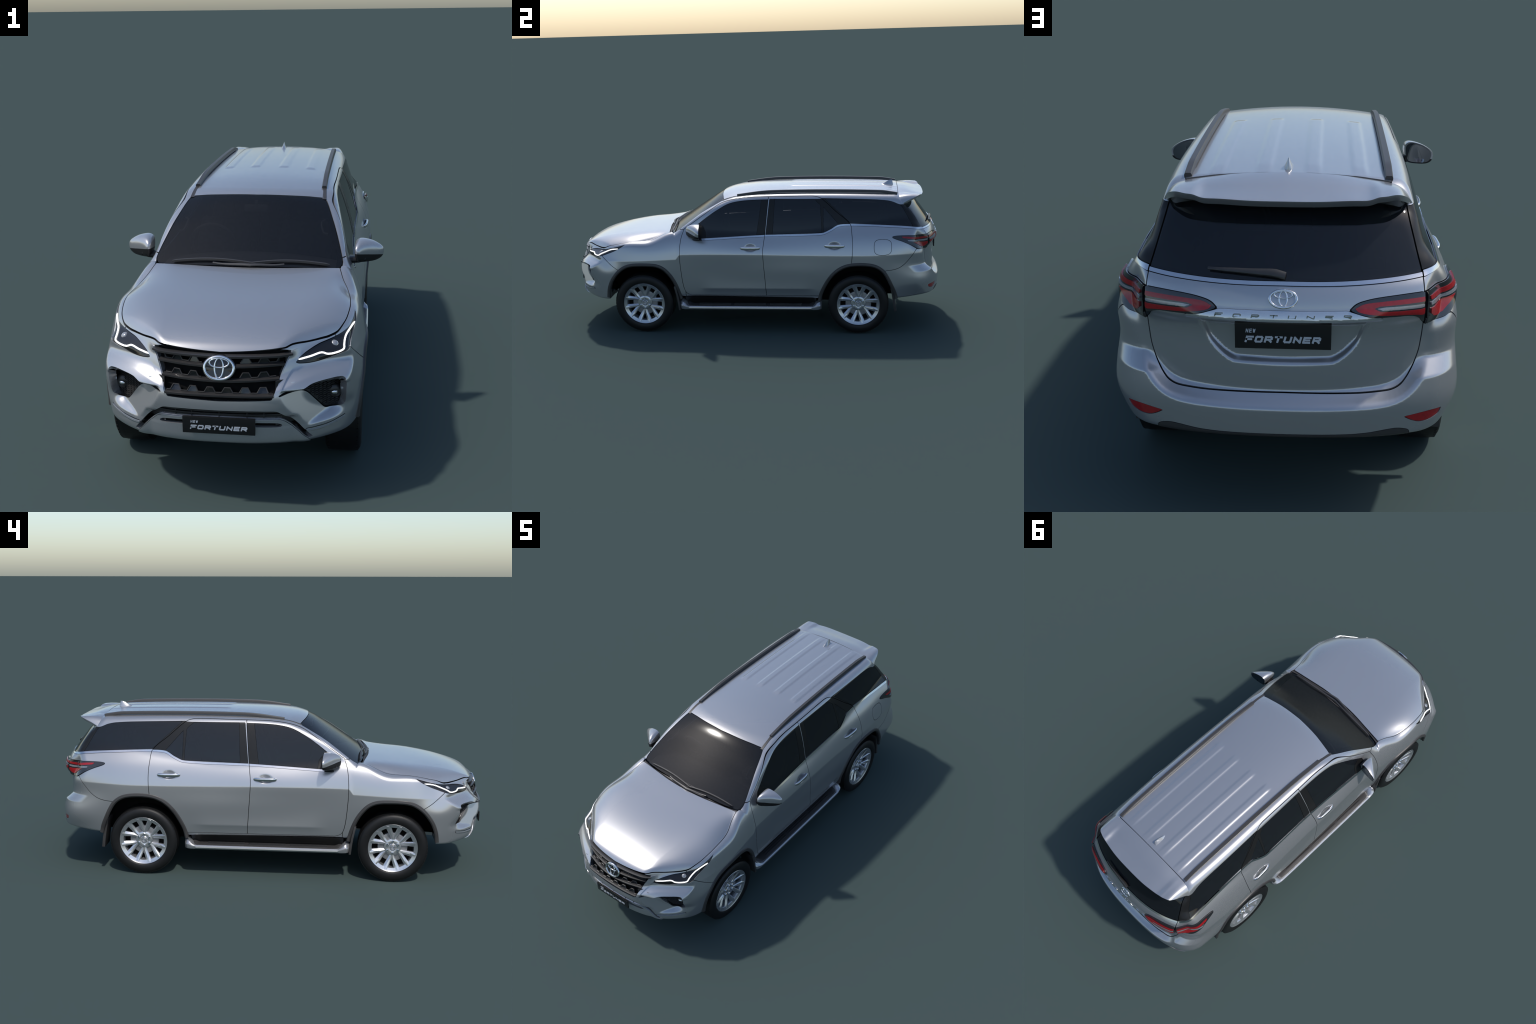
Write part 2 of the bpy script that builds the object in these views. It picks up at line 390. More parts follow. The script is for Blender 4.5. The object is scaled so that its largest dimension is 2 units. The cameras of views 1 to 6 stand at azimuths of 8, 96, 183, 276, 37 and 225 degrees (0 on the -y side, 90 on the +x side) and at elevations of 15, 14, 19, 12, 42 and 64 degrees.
# ---------------------------------------------------------------- materials
def material(name, col, rough=.4, metal=0., coat=0., coat_rough=.03, grain=0., scale=60., bump=0., spec=.5, emit=None, ior=1.5, clear=0., tint=(.1, .11, .12)):
    m = bpy.data.materials.new(name); m.use_nodes = True; t = m.node_tree; n, l = t.nodes, t.links
    b = n['Principled BSDF']; b.inputs['Metallic'].default_value = metal; b.inputs['Roughness'].default_value = rough
    b.inputs['Coat Weight'].default_value = coat; b.inputs['Coat Roughness'].default_value = coat_rough
    b.inputs['Specular IOR Level'].default_value = spec; b.inputs['IOR'].default_value = ior
    tc = n.new('ShaderNodeTexCoord'); no = n.new('ShaderNodeTexNoise'); no.inputs['Scale'].default_value = scale; no.inputs['Detail'].default_value = 3
    l.new(tc.outputs['Object'], no.inputs['Vector'])
    r = n.new('ShaderNodeValToRGB'); c = np.array(col[:3])
    r.color_ramp.elements[0].position = .3; r.color_ramp.elements[1].position = .7
    r.color_ramp.elements[0].color = (*np.clip(c*(1-grain), 0, 1), 1); r.color_ramp.elements[1].color = (*np.clip(c*(1+grain), 0, 1), 1)
    l.new(no.outputs['Fac'], r.inputs['Fac']); l.new(r.outputs['Color'], b.inputs['Base Color'])
    if bump:
        u = n.new('ShaderNodeBump'); u.inputs['Strength'].default_value = bump; u.inputs['Distance'].default_value = .001
        l.new(no.outputs['Fac'], u.inputs['Height']); l.new(u.outputs['Normal'], b.inputs['Normal'])
    if emit:
        b.inputs['Emission Color'].default_value = (*emit[:3], 1); b.inputs['Emission Strength'].default_value = emit[3]
    if clear:
        tr = n.new('ShaderNodeBsdfTransparent'); tr.inputs['Color'].default_value = (*tint, 1)
        mx = n.new('ShaderNodeMixShader'); mx.inputs['Fac'].default_value = clear
        l.new(b.outputs['BSDF'], mx.inputs[1]); l.new(tr.outputs['BSDF'], mx.inputs[2]); l.new(mx.outputs['Shader'], n['Material Output'].inputs['Surface'])
    return m
PAINT = material('silver_paint', (.452, .458, .473), .26, .72, coat=.4, coat_rough=.03, grain=.02, scale=900)
BRIGHT = material('bright_trim', (.66, .67, .69), .16, 1.0, grain=.02)
CHROME = material('chrome', (.78, .79, .80), .08, 1.0, grain=.01)
SATIN = material('satin_silver', (.50, .51, .53), .28, .75, coat=.3, grain=.03, scale=300)
BLACK = material('gloss_black', (.012, .012, .013), .12, 0, coat=.3, grain=.1)
PLASTIC = material('grey_plastic', (.040, .038, .038), .42, 0, grain=.10, scale=500, bump=.05)
TRIM = material('grille_plastic', (.030, .029, .029), .33, 0, grain=.10, scale=300)
DARK = material('dark_cavity', (.006, .006, .006), .8, 0, grain=.2, spec=.1)
PILLAR = material('pillar_black', (.012, .012, .0125), .32, 0, spec=.3, grain=.1, scale=200)
GLASS = material('tinted_glass', (.010, .012, .015), .15, 0, grain=.05, clear=.40, tint=(.45, .47, .50))
SIDE_GLASS = material('side_glass', (.010, .012, .015), .03, 0, grain=.05, clear=.10, tint=(.35, .37, .40))
GARNISH_M = material('garnish_lit_silver', (.62, .63, .65), .22, .85, coat=.3, grain=.02)  # lighter than the body paint: brightness of the upward face put into the colour
RUBBER = material('tyre_rubber', (.0065, .0065, .007), .5, 0, grain=.15, scale=120, bump=.1, spec=.35)
ALLOY = material('alloy', (.56, .57, .59), .26, .8, coat=.4, grain=.03, scale=150)
STEEL = material('brake_steel', (.30, .30, .31), .45, .7, grain=.15, scale=80)
RED = material('red_lens', (.30, .006, .010), .20, 0, coat=.4, grain=.12, scale=150)
SMOKE = material('smoked_lens', (.014, .014, .016), .08, 0, coat=1., grain=.1)
CLEAR = material('clear_lens', (.28, .29, .31), .18, .3, coat=1., grain=.1, scale=200)
LAMP = material('headlamp_glass', (.010, .010, .011), .08, 0, coat=.2, grain=.1)
DRL = material('light_guide', (.9, .92, .95), .3, 0, emit=(1, 1, 1, 2.2))
MIRROR = material('mirror_glass', (.25, .27, .31), .03, 1., grain=.02)
PLATE = material('plate_black', (.008, .008, .009), .25, 0, grain=.1)
LETTER = material('plate_letter', (.52, .55, .60), .4, .2, grain=.02)
CABIN = material('cabin_trim', (.11, .10, .095), .7, 0, grain=.15, scale=90)
# ---------------------------------------------------------------- the car
ROOT = bpy.data.objects.new('suv', None)
bpy.context.scene.collection.objects.link(ROOT)
ROOT['label'] = 'silver sport utility vehicle with black grille and roof rails'
ROOT['category'] = 'car'
GAP = .0026
FULL = Shell(*body_surface(.0043))
def split(s, d, gap=GAP): return s.keep(d+gap/2), s.keep(-d+gap/2)
def d_side(s, P, xmin=.2): return np.maximum(poly_sdf(P, s.y(), s.z()), xmin-s.x())
def d_top(s, P, zmin): return np.maximum(poly_sdf(P, s.x(), s.y()), zmin-s.z())
def d_nose(s, P, ymax=-.70): return np.maximum(poly_sdf(P, s.x(), s.z()), s.y()-ymax)
def d_tail(s, P, ymin=.80): return np.maximum(poly_sdf(P, s.x(), s.z()), ymin-s.y())
# --- outlines -----------------------------------------------------------
ARCH_F = [(-.767, .19), (-.760, .235), (-.745, .275), (-.718, .314), (-.690, .340), (-.660, .356), (-.622, .363), (-.562, .3635), (-.512, .359), (-.480, .346), (-.456, .324), (-.432, .290), (-.412, .245), (-.393, .18)]
ARCH_R = [(.749, .19), (.740, .225), (.724, .262), (.707, .298), (.685, .333), (.652, .356), (.61, .365), (.554, .3655), (.508, .358), (.467, .338), (.431, .304), (.404, .263), (.382, .216), (.372, .175)]
arch_line = lambda A: curve(A, 6, False)
arch_poly = lambda A: np.vstack([[(A[0][0], .05)], arch_line(A), [(A[-1][0], .05)]])
WINDSCREEN = curve([(-.06, -.180), (.0, -.180), (.11, -.1725), (.20, -.157), (.229, -.153), (.239, -.168), (.262, -.245), (.284, -.32), (.301, -.385), (.302, -.405), (.288, -.424), (.20, -.440), (.10, -.450), (0, -.455), (-.06, -.455)], 5, True, (0, 14))
HOOD_EDGE = curve([(-.06, -.954), (0, -.954), (.076, -.949), (.14, -.939), (.168, -.929), (.19, -.908), (.229, -.873), (.262, -.842), (.286, -.818), (.31, -.788), (.325, -.748), (.334, -.69), (.3355, -.65), (.332, -.59), (.323, -.537), (.307, -.491), (.295, -.440), (.20, -.453), (.10, -.4665), (0, -.471), (-.06, -.471)], 5, True, (0, 16, 20))
TAILGATE = curve([(-.06, .76), (.20, .76), (.245, .70), (.262, .64), (.277, .584), (.2855, .553), (.2895, .52), (.291, .489), (.290, .442), (.288, .415), (.283, .384), (.271, .352), (.251, .323), (.232, .3115), (.205, .307), (.145, .305), (0, .306), (-.06, .306)], 5, True, (0, 1, 17))
DOOR_F = curve([(-.357, .556), (-.299, .596), (-.23, .643), (-.165, .683), (-.102, .703), (-.017, .7135), (.093, .7165), (.085, .63), (.075, .525), (.066, .453), (.067, .40), (.073, .312), (.080, .203), (-.322, .203), (-.350, .216), (-.364, .250), (-.374, .33), (-.379, .428), (-.372, .508)], 6, True, (0, 6, 12, 13))
DOOR_R = curve([(.093, .7165), (.318, .7190), (.353, .7150), (.379, .703), (.45, .642), (.522, .580), (.532, .529), (.535, .459), (.529, .372), (.42, .27), (.37, .203), (.080, .203), (.073, .312), (.067, .40), (.066, .453), (.075, .525), (.085, .63)], 6, True, (0, 8, 9, 10, 11))
OPEN_F = curve([(.079, .5265), (.094, .704), (.008, .7015), (-.06, .696), (-.12, .683), (-.18, .652), (-.231, .619), (-.274, .587), (-.299, .567), (-.309, .535), (-.300, .508), (-.242, .5105)], 5, True, (0, 1, 8, 10))
PANE_F = curve([(.0315, .5235), (.0565, .7025), (.008, .7005), (-.06, .695), (-.12, .682), (-.18, .651), (-.231, .618), (-.272, .586), (-.262, .571), (-.243, .548), (-.238, .5115)], 5, True, (0, 1, 7, 10))
OPEN_R = curve([(.079, .5268), (.0985, .7055), (.345, .7045), (.376, .7060), (.46, .642), (.530, .5800), (.462, .577), (.43, .5595), (.395, .541), (.376, .5355)], 5, True, (0, 1, 3, 4, 5))
PANE_R = curve([(.1165, .5285), (.1265, .704), (.336, .703), (.367, .676), (.3755, .537)], 1)
PANE_T = curve([(.3825, .5385), (.3825, .668), (.463, .578), (.43, .5605), (.395, .542)], 1)
OPEN_Q = curve([(.800, .672), (.774, .675), (.741, .688), (.703, .6955), (.61, .7015), (.374, .7085), (.515, .583), (.70, .5745), (.841, .566), (.93, .550), (.95, .60), (.87, .672)], 5, True, (0, 5, 6, 9, 10))
PANE_Q = curve([(.790, .665), (.770, .676), (.741, .688), (.703, .6955), (.61, .7015), (.388, .7075), (.527, .582), (.70, .5755), (.846, .5665)], 5, True, (0, 5, 6, 8))
BELT = curve([(-.306, .5025), (-.242, .5045), (.075, .5205), (.372, .530), (.42, .5475), (.462, .5705), (.526, .5745), (.70, .569), (.841, .560), (.905, .5495)], 6, False)
LENS = curve([(-.722, .4075), (-.702, .4180), (-.665, .4290), (-.60, .4385), (-.545, .4415), (-.50, .4445), (-.45, .4510), (-.40, .4600), (-.350, .4715), (-.324, .4785), (-.345, .4630), (-.382, .4450), (-.430, .4285), (-.470, .4155), (-.515, .4085), (-.60, .4025), (-.665, .4010), (-.710, .4040)], 5, True, (0, 9))
GUIDE = curve([(-.707, .4135), (-.655, .4170), (-.606, .4205), (-.582, .4135), (-.54, .4125), (-.508, .4165), (-.491, .4260), (-.452, .4405), (-.413, .4510), (-.364, .4570)], 5, False)
LAMP_IN = curve([(.2885, .521), (.249, .5205), (.194, .5175), (.162, .5125), (.146, .5065), (.134, .4955), (.151, .4885), (.182, .480), (.22, .4785), (.262, .477), (.277, .470), (.2885, .452)], 5, True, (0, 5, 11))
LAMP_OUT = curve([(-.632, .521), (-.564, .5215), (-.506, .5245), (-.469, .5255), (-.403, .5225), (-.387, .5165), (-.395, .5095), (-.432, .4955), (-.457, .4835), (-.515, .4565), (-.545, .4500), (-.632, .4475)], 5, True, (0, 11))
GRILLE = curve([(-.06, .453), (.15, .453), (.1885, .441), (.166, .393), (.1465, .335), (.141, .3235), (-.06, .317)], 1)
INTAKE = curve([(-.06, .293), (.148, .2925), (.170, .2815), (.206, .2510), (.248, .2005), (.2365, .1975), (.203, .2340), (.176, .2590), (.158, .2665), (-.06, .2705)], 4, True, (0, 4, 5, 9))
FOG = curve([(.321, .3585), (.333, .350), (.3345, .32), (.331, .272), (.322, .2650), (.283, .2635), (.272, .2700), (.246, .3050), (.226, .3260), (.19, .3335), (.155, .3310), (.166, .3385), (.222, .3465), (.245, .3565), (.28, .3600)], 4, True, (10,))
STRIP_LAMP = curve([(.228, .2295), (.254, .2285), (.291, .2295), (.331, .2385), (.331, .2290), (.291, .2190), (.254, .2175), (.230, .2225)], 4, True, (0, 3, 4, 7))
SKID = [(-.06, .2675), (.158, .2635), (.175, .2560), (.203, .2310), (.236, .1960), (.26, .12), (-.06, .12)]
SLOT = curve([(.094, .2565), (.155, .2525), (.168, .2455), (.160, .2405), (.094, .2435)], 3, True, (0, 4))
REFLECTOR = curve([(.337, .262), (.309, .263), (.255, .258), (.271, .2475), (.289, .2405), (.312, .2415), (.331, .2490)], 5, True, (0, 2))
REAR_BUMPER = np.vstack([[(.690, .10)], curve([(.697, .335), (.703, .3445), (.736, .349), (.773, .360), (.805, .383), (.836, .420), (.862, .455)], 5, False), [(1.1, .455), (1.1, .10)]])
FRONT_BUMPER = np.vstack([[(-1.1, .10), (-1.1, .50), (-.806, .50)], curve([(-.806, .415), (-.779, .391), (-.747, .366), (-.700, .337)], 5, False), [(-.69, .10)]])
REAR_LIP = curve([(-.06, .2215), (.10, .2215), (.171, .2240), (.230, .2315), (.252, .2295), (.268, .2200), (.272, .10), (-.06, .10)], 4, True, (0, 6, 7))
V_BAND = [(.1885, .4385), (.168, .393), (.1485, .335), (.146, .328), (.158, .3345), (.1665, .349), (.1775, .373), (.193, .399), (.2005, .4075), (.209, .4225), (.212, .436), (.204, .442)]
GARNISH = [(-.06, .4955), (.129, .4955), (.150, .4890), (.182, .4805), (.205, .4775), (.20, .4735), (-.06, .4735)]
FUEL = curve([(.646, .466), (.651, .495), (.669, .505), (.713, .505), (.732, .494), (.736, .466), (.730, .440), (.708, .4295), (.669, .4295), (.651, .440)], 5)
# --- cut the wheel arches, then take the panels out one after the other ---
rest = FULL
for A in (ARCH_F, ARCH_R):
    d = np.maximum(poly_sdf(arch_poly(A), rest.y(), rest.z())-.007, .20-rest.x()); rest = rest.keep(-d)
skin = rest
glass, rest = split(rest, d_top(rest, WINDSCREEN, .50))
panel('windscreen', glass.offset(-.0015).whole(), GLASS, .004)
bonnet, rest = split(rest, d_top(rest, HOOD_EDGE, .40))
panel('hood', bonnet.whole(), PAINT)
cowl, rest = split(rest, np.maximum(np.maximum(np.abs(rest.y()+.442)-.035, .50-rest.z()), rest.x()-.303-.15*(rest.y()+.40)))
panel('cowl', cowl.offset(-.006).whole(), PLASTIC, .004)
# tail: gate with window, lamps, trims
gate, rest = split(rest, d_tail(rest, TAILGATE))
edge = Spline([-.1, 0, .09, .196, .2855, .33], [.550, .550, .5495, .5515, .5555, .559])
zl = gate.z()-edge(gate.x())
panel('tailgate_window', gate.keep(-zl+.0).offset(-.0015).whole(), SIDE_GLASS, .004)
gate = gate.keep(zl+.0015)
zl = gate.z()-edge(gate.x())+.0085
strip, gate = gate.keep(-zl), gate.keep(zl+.0012)
panel('belt_moulding', strip.offset(.0015).whole(), BRIGHT, .005)
bar, gate = split(gate, d_tail(gate, GARNISH), .0006)
lamp_in, gate = split(gate, d_tail(gate, LAMP_IN), .0015)
TAILGATE_OBJ = panel('tailgate', gate.whole(), PAINT)[0]
panel('garnish', bar.keep(-d_tail(bar, LAMP_IN)).offset(.0008).whole(), GARNISH_M, .004, TAILGATE_OBJ)
s_rear = rest.x()-rest.y()
lamp_out, rest = split(rest, np.maximum(poly_sdf(LAMP_OUT, s_rear, rest.z()), .70-rest.y()), .0015)
# doors
doors = []
for D, O, panes, kind in ((DOOR_F, OPEN_F, [PANE_F], 'door'), (DOOR_R, OPEN_R, [PANE_R, PANE_T], 'door')):
    d, rest = split(rest, d_side(rest, D))
    frame, leaf = split(d, d_side(d, O), .001)
    band = np.maximum(line_dist(BELT, leaf.y(), leaf.z())-.0048, .2-leaf.x())
    mould, leaf = split(leaf, band, .0008)
    ob = panel(kind, leaf, PAINT, both=True); doors.append(ob)
    panel('belt_moulding', mould.offset(.002), BRIGHT, .0015, ob, True)
    for P in panes:
        pane, frame = split(frame, d_side(frame, P), .001)
        panel('window', pane.offset(-.0010), SIDE_GLASS, .003, ob, True)
    panel('window_frame', frame.offset(-.0003), PILLAR, .004, ob, True)
# rear quarter glass
q, rest = split(rest, np.maximum(d_side(rest, OPEN_Q), .30-rest.y()), .001)
pane, q = split(q, d_side(q, PANE_Q), .001)
panel('quarter_window', pane.offset(-.0008), SIDE_GLASS, .003, None, True)
panel('pillar_trim', q.offset(-.0003), PILLAR, .004, None, True)
mould, rest = split(rest, np.maximum(np.maximum(line_dist(BELT, rest.y(), rest.z())-.0048, .2-rest.x()), .4-rest.y()), .0008)
panel('belt_moulding', mould.offset(.002), BRIGHT, .0015, None, True)
# nose
lens, rest = split(rest, np.maximum(poly_sdf(LENS, rest.x()+rest.y(), rest.z()), rest.y()+.6), .0016)
bump, rest = split(rest, np.maximum(poly_sdf(FRONT_BUMPER, rest.y(), rest.z()), rest.y()+.6))
hole, bump = split(bump, d_nose(bump, GRILLE), 0)
hole_i, bump = split(bump, d_nose(bump, INTAKE), 0)
hole_f, bump = split(bump, d_nose(bump, FOG), 0)
vband, bump = split(bump, d_nose(bump, V_BAND), 0)
slamp, bump = split(bump, d_nose(bump, STRIP_LAMP), .0012)
skid, bump = split(bump, d_nose(bump, SKID), .001)
slot_backing, skid = split(skid, d_nose(skid, SLOT), 0)
BUMPER = panel('bumper', bump.whole(), PAINT, .024)[0]
panel('skid_plate', skid.offset(.003).whole(), SATIN, .014, BUMPER)
panel('grille_surround', vband.offset(.0035), PAINT, .016, BUMPER, True)
panel('slot_backing', slot_backing.offset(-.010), DARK, 0, BUMPER, True)  # dark sheet added behind the cut in the skid plate to blacken it
ML = panel('marker_lamp', slamp.offset(.0015), BRIGHT, .004, BUMPER, True)
mid_z = Spline([.22, .254, .291, .335], [.2255, .2230, .2242, .2340])
panel('marker_lens', slamp.keep(np.abs(slamp.z()-mid_z(slamp.x()))-.0028).offset(.0022), CLEAR, .002, ML, True)
# tail bumper
bump, rest = split(rest, np.maximum(poly_sdf(REAR_BUMPER, rest.y(), rest.z()), .6-rest.y()))
refl, bump = split(bump, d_tail(bump, REFLECTOR), .0012)
lip, bump = split(bump, d_tail(bump, REAR_LIP), .0012)
REAR_B = panel('bumper', bump.whole(), PAINT, .010)[0]
panel('bumper_lip', lip.offset(.001).whole(), PLASTIC, .008, REAR_B)
panel('reflector', refl.offset(-.001), RED, .004, REAR_B, True)
# fuel flap, fenders, roof, remaining frame
fend, rest = split(rest, np.maximum(rest.y()+.355, rest.z()-.553))
panel('fender', fend, PAINT, both=True)
roof, rest = split(rest, np.maximum(np.maximum(rest.x()-.2225, -.30-rest.y()), .62-rest.z()), .001)
roof = roof.keep(roof.y()-.7712)
panel('roof', roof.whole(), PAINT)
flap, right = split(rest, d_side(rest, FUEL), .0022)
panel('body_frame', right, PAINT)
panel('body_frame', rest.mirror(), PAINT)
panel('fuel_flap', flap, PAINT, .004)
# dark inner shell that closes the panel gaps
inner = skin.offset(-.008)
for d in (lambda s: d_top(s, WINDSCREEN, .50)-.004, lambda s: np.maximum(d_tail(s, TAILGATE), edge(s.x())-s.z())+.002, lambda s: d_side(s, PANE_F)-.002, lambda s: d_side(s, PANE_R)-.002, lambda s: d_side(s, PANE_T)-.002,
          lambda s: np.maximum(d_side(s, PANE_Q), .3-s.y())-.002, lambda s: d_nose(s, GRILLE), lambda s: d_nose(s, INTAKE), lambda s: d_nose(s, FOG)):
    inner = inner.keep(-d(inner))
shell_object('body_liner', inner.whole(), DARK)
# ---------------------------------------------------------------- lamps
def diag(s, z, sgn):
    """point of the surface at height z with x + sgn*y = s (corner lamps)"""
    s, z = np.broadcast_arrays(np.asarray(s, float), np.asarray(z, float))
    lo, hi = np.full(s.shape, .05), np.full(s.shape, .45)
    for _ in range(24):
        m = (lo+hi)/2; o = body(m, sgn*(s-m), z) < 0; lo = np.where(o, m, lo); hi = np.where(o, hi, m)
    return np.stack([lo, sgn*(s-lo), z], 1)
HL = panel('headlight', lens.offset(-.0030), LAMP, .004, None, True)
P = diag(GUIDE[:, 0], GUIDE[:, 1], 1); P = P-normal_at(P)*.0012
V, F = sweep(P, ring_profile(.0024, .0017, 8, 3), normal_at(P), scale=np.concatenate([[.5], np.ones(len(P)-2), [.4]]))
pair('light_guide', V, F, DRL, HL)
c = diag(np.array([-.523]), np.array([.433]), 1); nn = normal_at(c)[0]
def dome(c, n, r, h, squash=1., rings=6, seg=20):
    n = n/np.linalg.norm(n); u = np.cross([0, 0, 1], n); u /= np.linalg.norm(u); w = np.cross(n, u); R = []
    for i in range(rings+1):
        a = i/rings*math.pi/2; t = np.arange(seg)*2*math.pi/seg; k = max(math.cos(a), 1e-3)*r
        R.append(c+n*math.sin(a)*h+k*(np.cos(t)[:, None]*u+np.sin(t)[:, None]*w*squash))
    return loft(R)
V, F = dome(c[0]-nn*.0045, nn, .0105, .006); pair('projector_lens', V, F, CLEAR, HL)
def swell(s, poly, u, base, rise):
    """bulge a lens outwards away from its outline"""
    d = np.clip(-poly_sdf(poly, u, s.z())/.014, 0, 1); return Shell(s.P+s.N*(base+rise*(1-(1-d)**2))[:, None], s.N, s.F)
puff_in = lambda s, b: swell(s, LAMP_IN, s.x(), b, .007)
puff_out = lambda s, b: swell(s, LAMP_OUT, s.x()-s.y(), b, .006)
TAIL = panel('tail_light', puff_in(lamp_in, .004), SMOKE, .011, TAILGATE_OBJ, True)
RED_IN = curve([(.2865, .5115), (.243, .511), (.193, .5095), (.162, .507), (.144, .4995), (.151, .492), (.182, .486), (.234, .4835), (.2865, .4795)], 4, True, (0, 4, 8))
GROOVE = [(.31, .5035), (.193, .502), (.181, .4978), (.193, .492), (.31, .490)]
WHITE_IN = [(.2855, .4990), (.204, .5000), (.186, .4975), (.196, .4940), (.2855, .4930)]
piece = lamp_in.keep(d_tail(lamp_in, RED_IN)); piece = piece.keep(-d_tail(piece, GROOVE))
panel('red_lens', puff_in(piece, .0055), RED, .003, TAIL, True)
panel('white_lens', puff_in(lamp_in.keep(d_tail(lamp_in, WHITE_IN)), .0052), CLEAR, .003, TAIL, True)
LO = panel('tail_light', puff_out(lamp_out, .004), SMOKE, .012, None, True)
for poly, mat, nm in (([(-.622, .5115), (-.555, .5128), (-.48, .5165), (-.432, .5175), (-.442, .5095), (-.50, .5055), (-.555, .5025), (-.622, .5035)], RED, 'red_lens'),
                      ([(-.622, .4990), (-.579, .4980), (-.452, .5022), (-.462, .4962), (-.52, .4925), (-.593, .4900), (-.622, .4930)], CLEAR, 'white_lens'),
                      ([(-.622, .4865), (-.593, .4840), (-.486, .4902), (-.517, .4750), (-.55, .4610), (-.572, .4590), (-.60, .4655), (-.622, .4765)], RED, 'red_lens')):
    k = lamp_out.keep(poly_sdf(poly, lamp_out.x()-lamp_out.y(), lamp_out.z()))
    panel(nm, puff_out(k, .0055), mat, .003, LO, True)
# ---------------------------------------------------------------- grille
nose = lambda x, z: drop_y(np.abs(x), z)
xs = np.linspace(-.19, .19, 41)
back = [np.stack([xs, nose(xs, np.full(41, min(z, .425)))+.019, np.full(41, z)], 1) for z in (.31, .34, .38, .42, .445)]
GR = solid('grille', *loft(back, False, False), DARK, BUMPER)
def grille_y(x, z, d): return front(np.abs(x), z)+d
for z, half in ((.4085, .168), (.3725, .157), (.335, .145), (.432, .186)):
    x = np.linspace(-half, half, 41); top_bar = z > .43
    path = np.stack([x, grille_y(x, np.full(41, min(z, .43)), .006), np.full(41, z)], 1)
    prof = [(-.010, -.004), (-.006, .0035), (.002, .0045), (.012, .002), (.012, -.003), (0, -.0045)]
    V, F = sweep(path, prof, (0, 0, 1)); solid('grille_bar', V, F, TRIM, GR)
    if top_bar: continue
    per = .047                              # trapezoid wave that rides above every bar
    wave = [(0, 0), (.20, 0), (.36, 1), (.68, 1), (.84, 0)]
    i0 = -5
    q = []
    for i in range(i0, 6):
        for a, b in wave: q.append(((i+a)*per-.001, b))
    q = np.array(q); m = (q[:, 0] > -half+.002) & (q[:, 0] < half-.002); q = q[m]
    for sgn in ((-1, 1) if z > .34 else (0,)):
        w = q if sgn == 0 else q[(q[:, 0]*sgn > .046)]
        X = w[:, 0]; Zz = z+.0065+.0125*w[:, 1]
        P3 = np.stack([X, grille_y(X, Zz, .002), Zz], 1)
        V, F = sweep(P3, ring_profile(.0016, .0020, 6), (0, -1, 0)); solid('grille_wave', V, F, PLASTIC, GR)
        low = np.stack([X, grille_y(X, np.full(len(X), z), .008), np.full(len(X), z)], 1)
        V, F = loft([P3+[0, .004, 0], low], False, False); solid('grille_vane', V, F, BLACK, GR)
def ellipse_ring(c, a, b, w, d, yaw, tilt, n=40, pos=(0, 0)):
    """flat bevelled ring in the x-z plane of an emblem"""
    t = np.arange(n)*2*math.pi/n
    P = np.stack([pos[0]+a*np.cos(t), np.zeros(n), pos[1]+b*np.sin(t)], 1)
    V, F = sweep(P, [(-w, -d), (-w*.85, d*.6), (-w*.35, d*1.3), (w*.35, d*1.3), (w*.85, d*.6), (w, -d)], (0, -1, 0), closed=True)
    ca, sa = math.cos(tilt), math.sin(tilt); V = np.array(V)
    V = np.stack([V[:, 0], V[:, 1]*ca-V[:, 2]*sa, V[:, 1]*sa+V[:, 2]*ca], 1)
    if yaw: V = V*[-1, -1, 1]
    return V+np.array(c), F
def emblem(c, a, b, tilt, yaw, parent, pad):
    parts = [ellipse_ring(c, a, b, a*.105, a*.05, yaw, tilt), ellipse_ring(c, a*.30, b*.86, a*.07, a*.05, yaw, tilt),
             ellipse_ring(c, a*.66, b*.40, a*.07, a*.05, yaw, tilt, pos=(0, b*.46))]
    e = solid('emblem', *join(*parts), CHROME, parent, smooth=50)
    if pad:
        t = np.arange(40)*2*math.pi/40; R = []
        for k, dd in ((1.14, .012), (1.14, .003), (1.06, .001), (.02, .001)):
            R.append(np.stack([c[0]+a*k*np.cos(t), c[1]+dd+b*k*np.sin(t)*math.sin(tilt)*-1, c[2]+b*k*np.sin(t)*math.cos(tilt)], 1))
        solid('emblem_pad', *loft(R), BLACK, e)
    return e
emblem((0, -.9780, .4050), .0395, .0300, math.radians(-17), False, GR, True)
emblem((0, .9690, .5180), .0275, .0180, math.radians(-26), True, TAILGATE_OBJ, False)
# ---------------------------------------------------------------- lower intake, fog lamps
xs = np.linspace(-.25, .25, 41)
solid('intake_backing', *loft([np.stack([xs, nose(xs, np.full(41, max(z, .215)))+.03, np.full(41, z)], 1) for z in (.19, .225, .26, .30)], False, False), DARK, BUMPER)  # dark sheet added behind the opening so that it reads as deep
for z in (.2875, .2795, .2725):
    x = np.linspace(-.165, .165, 31); path = np.stack([x, nose(x, np.full(31, z))+.013, np.full(31, z)], 1)
    solid('intake_slat', *sweep(path, [(-.006, -.0013), (-.006, .0013), (.006, .0018), (.006, -.0018)], (0, 0, 1)), TRIM, BUMPER)
V, F = join(*[box((x, nose(x, .28)+.014, .2815), (.002, .012, .022)) for x in (-.12, -.075, .075, .12, 0)])
solid('intake_divider', V, F, TRIM, BUMPER)
pocket = lambda x: -.853-.80*(.300-x)          # slanting back wall of the fog lamp pocket
V, F = loft([[(x, pocket(x), .245), (x, pocket(x), .372), (x, pocket(x)+.004, .372), (x, pocket(x)+.004, .245)] for x in np.linspace(.15, .344, 12)])
FB = pair('fog_bezel', V, F, TRIM, BUMPER)
cells = []
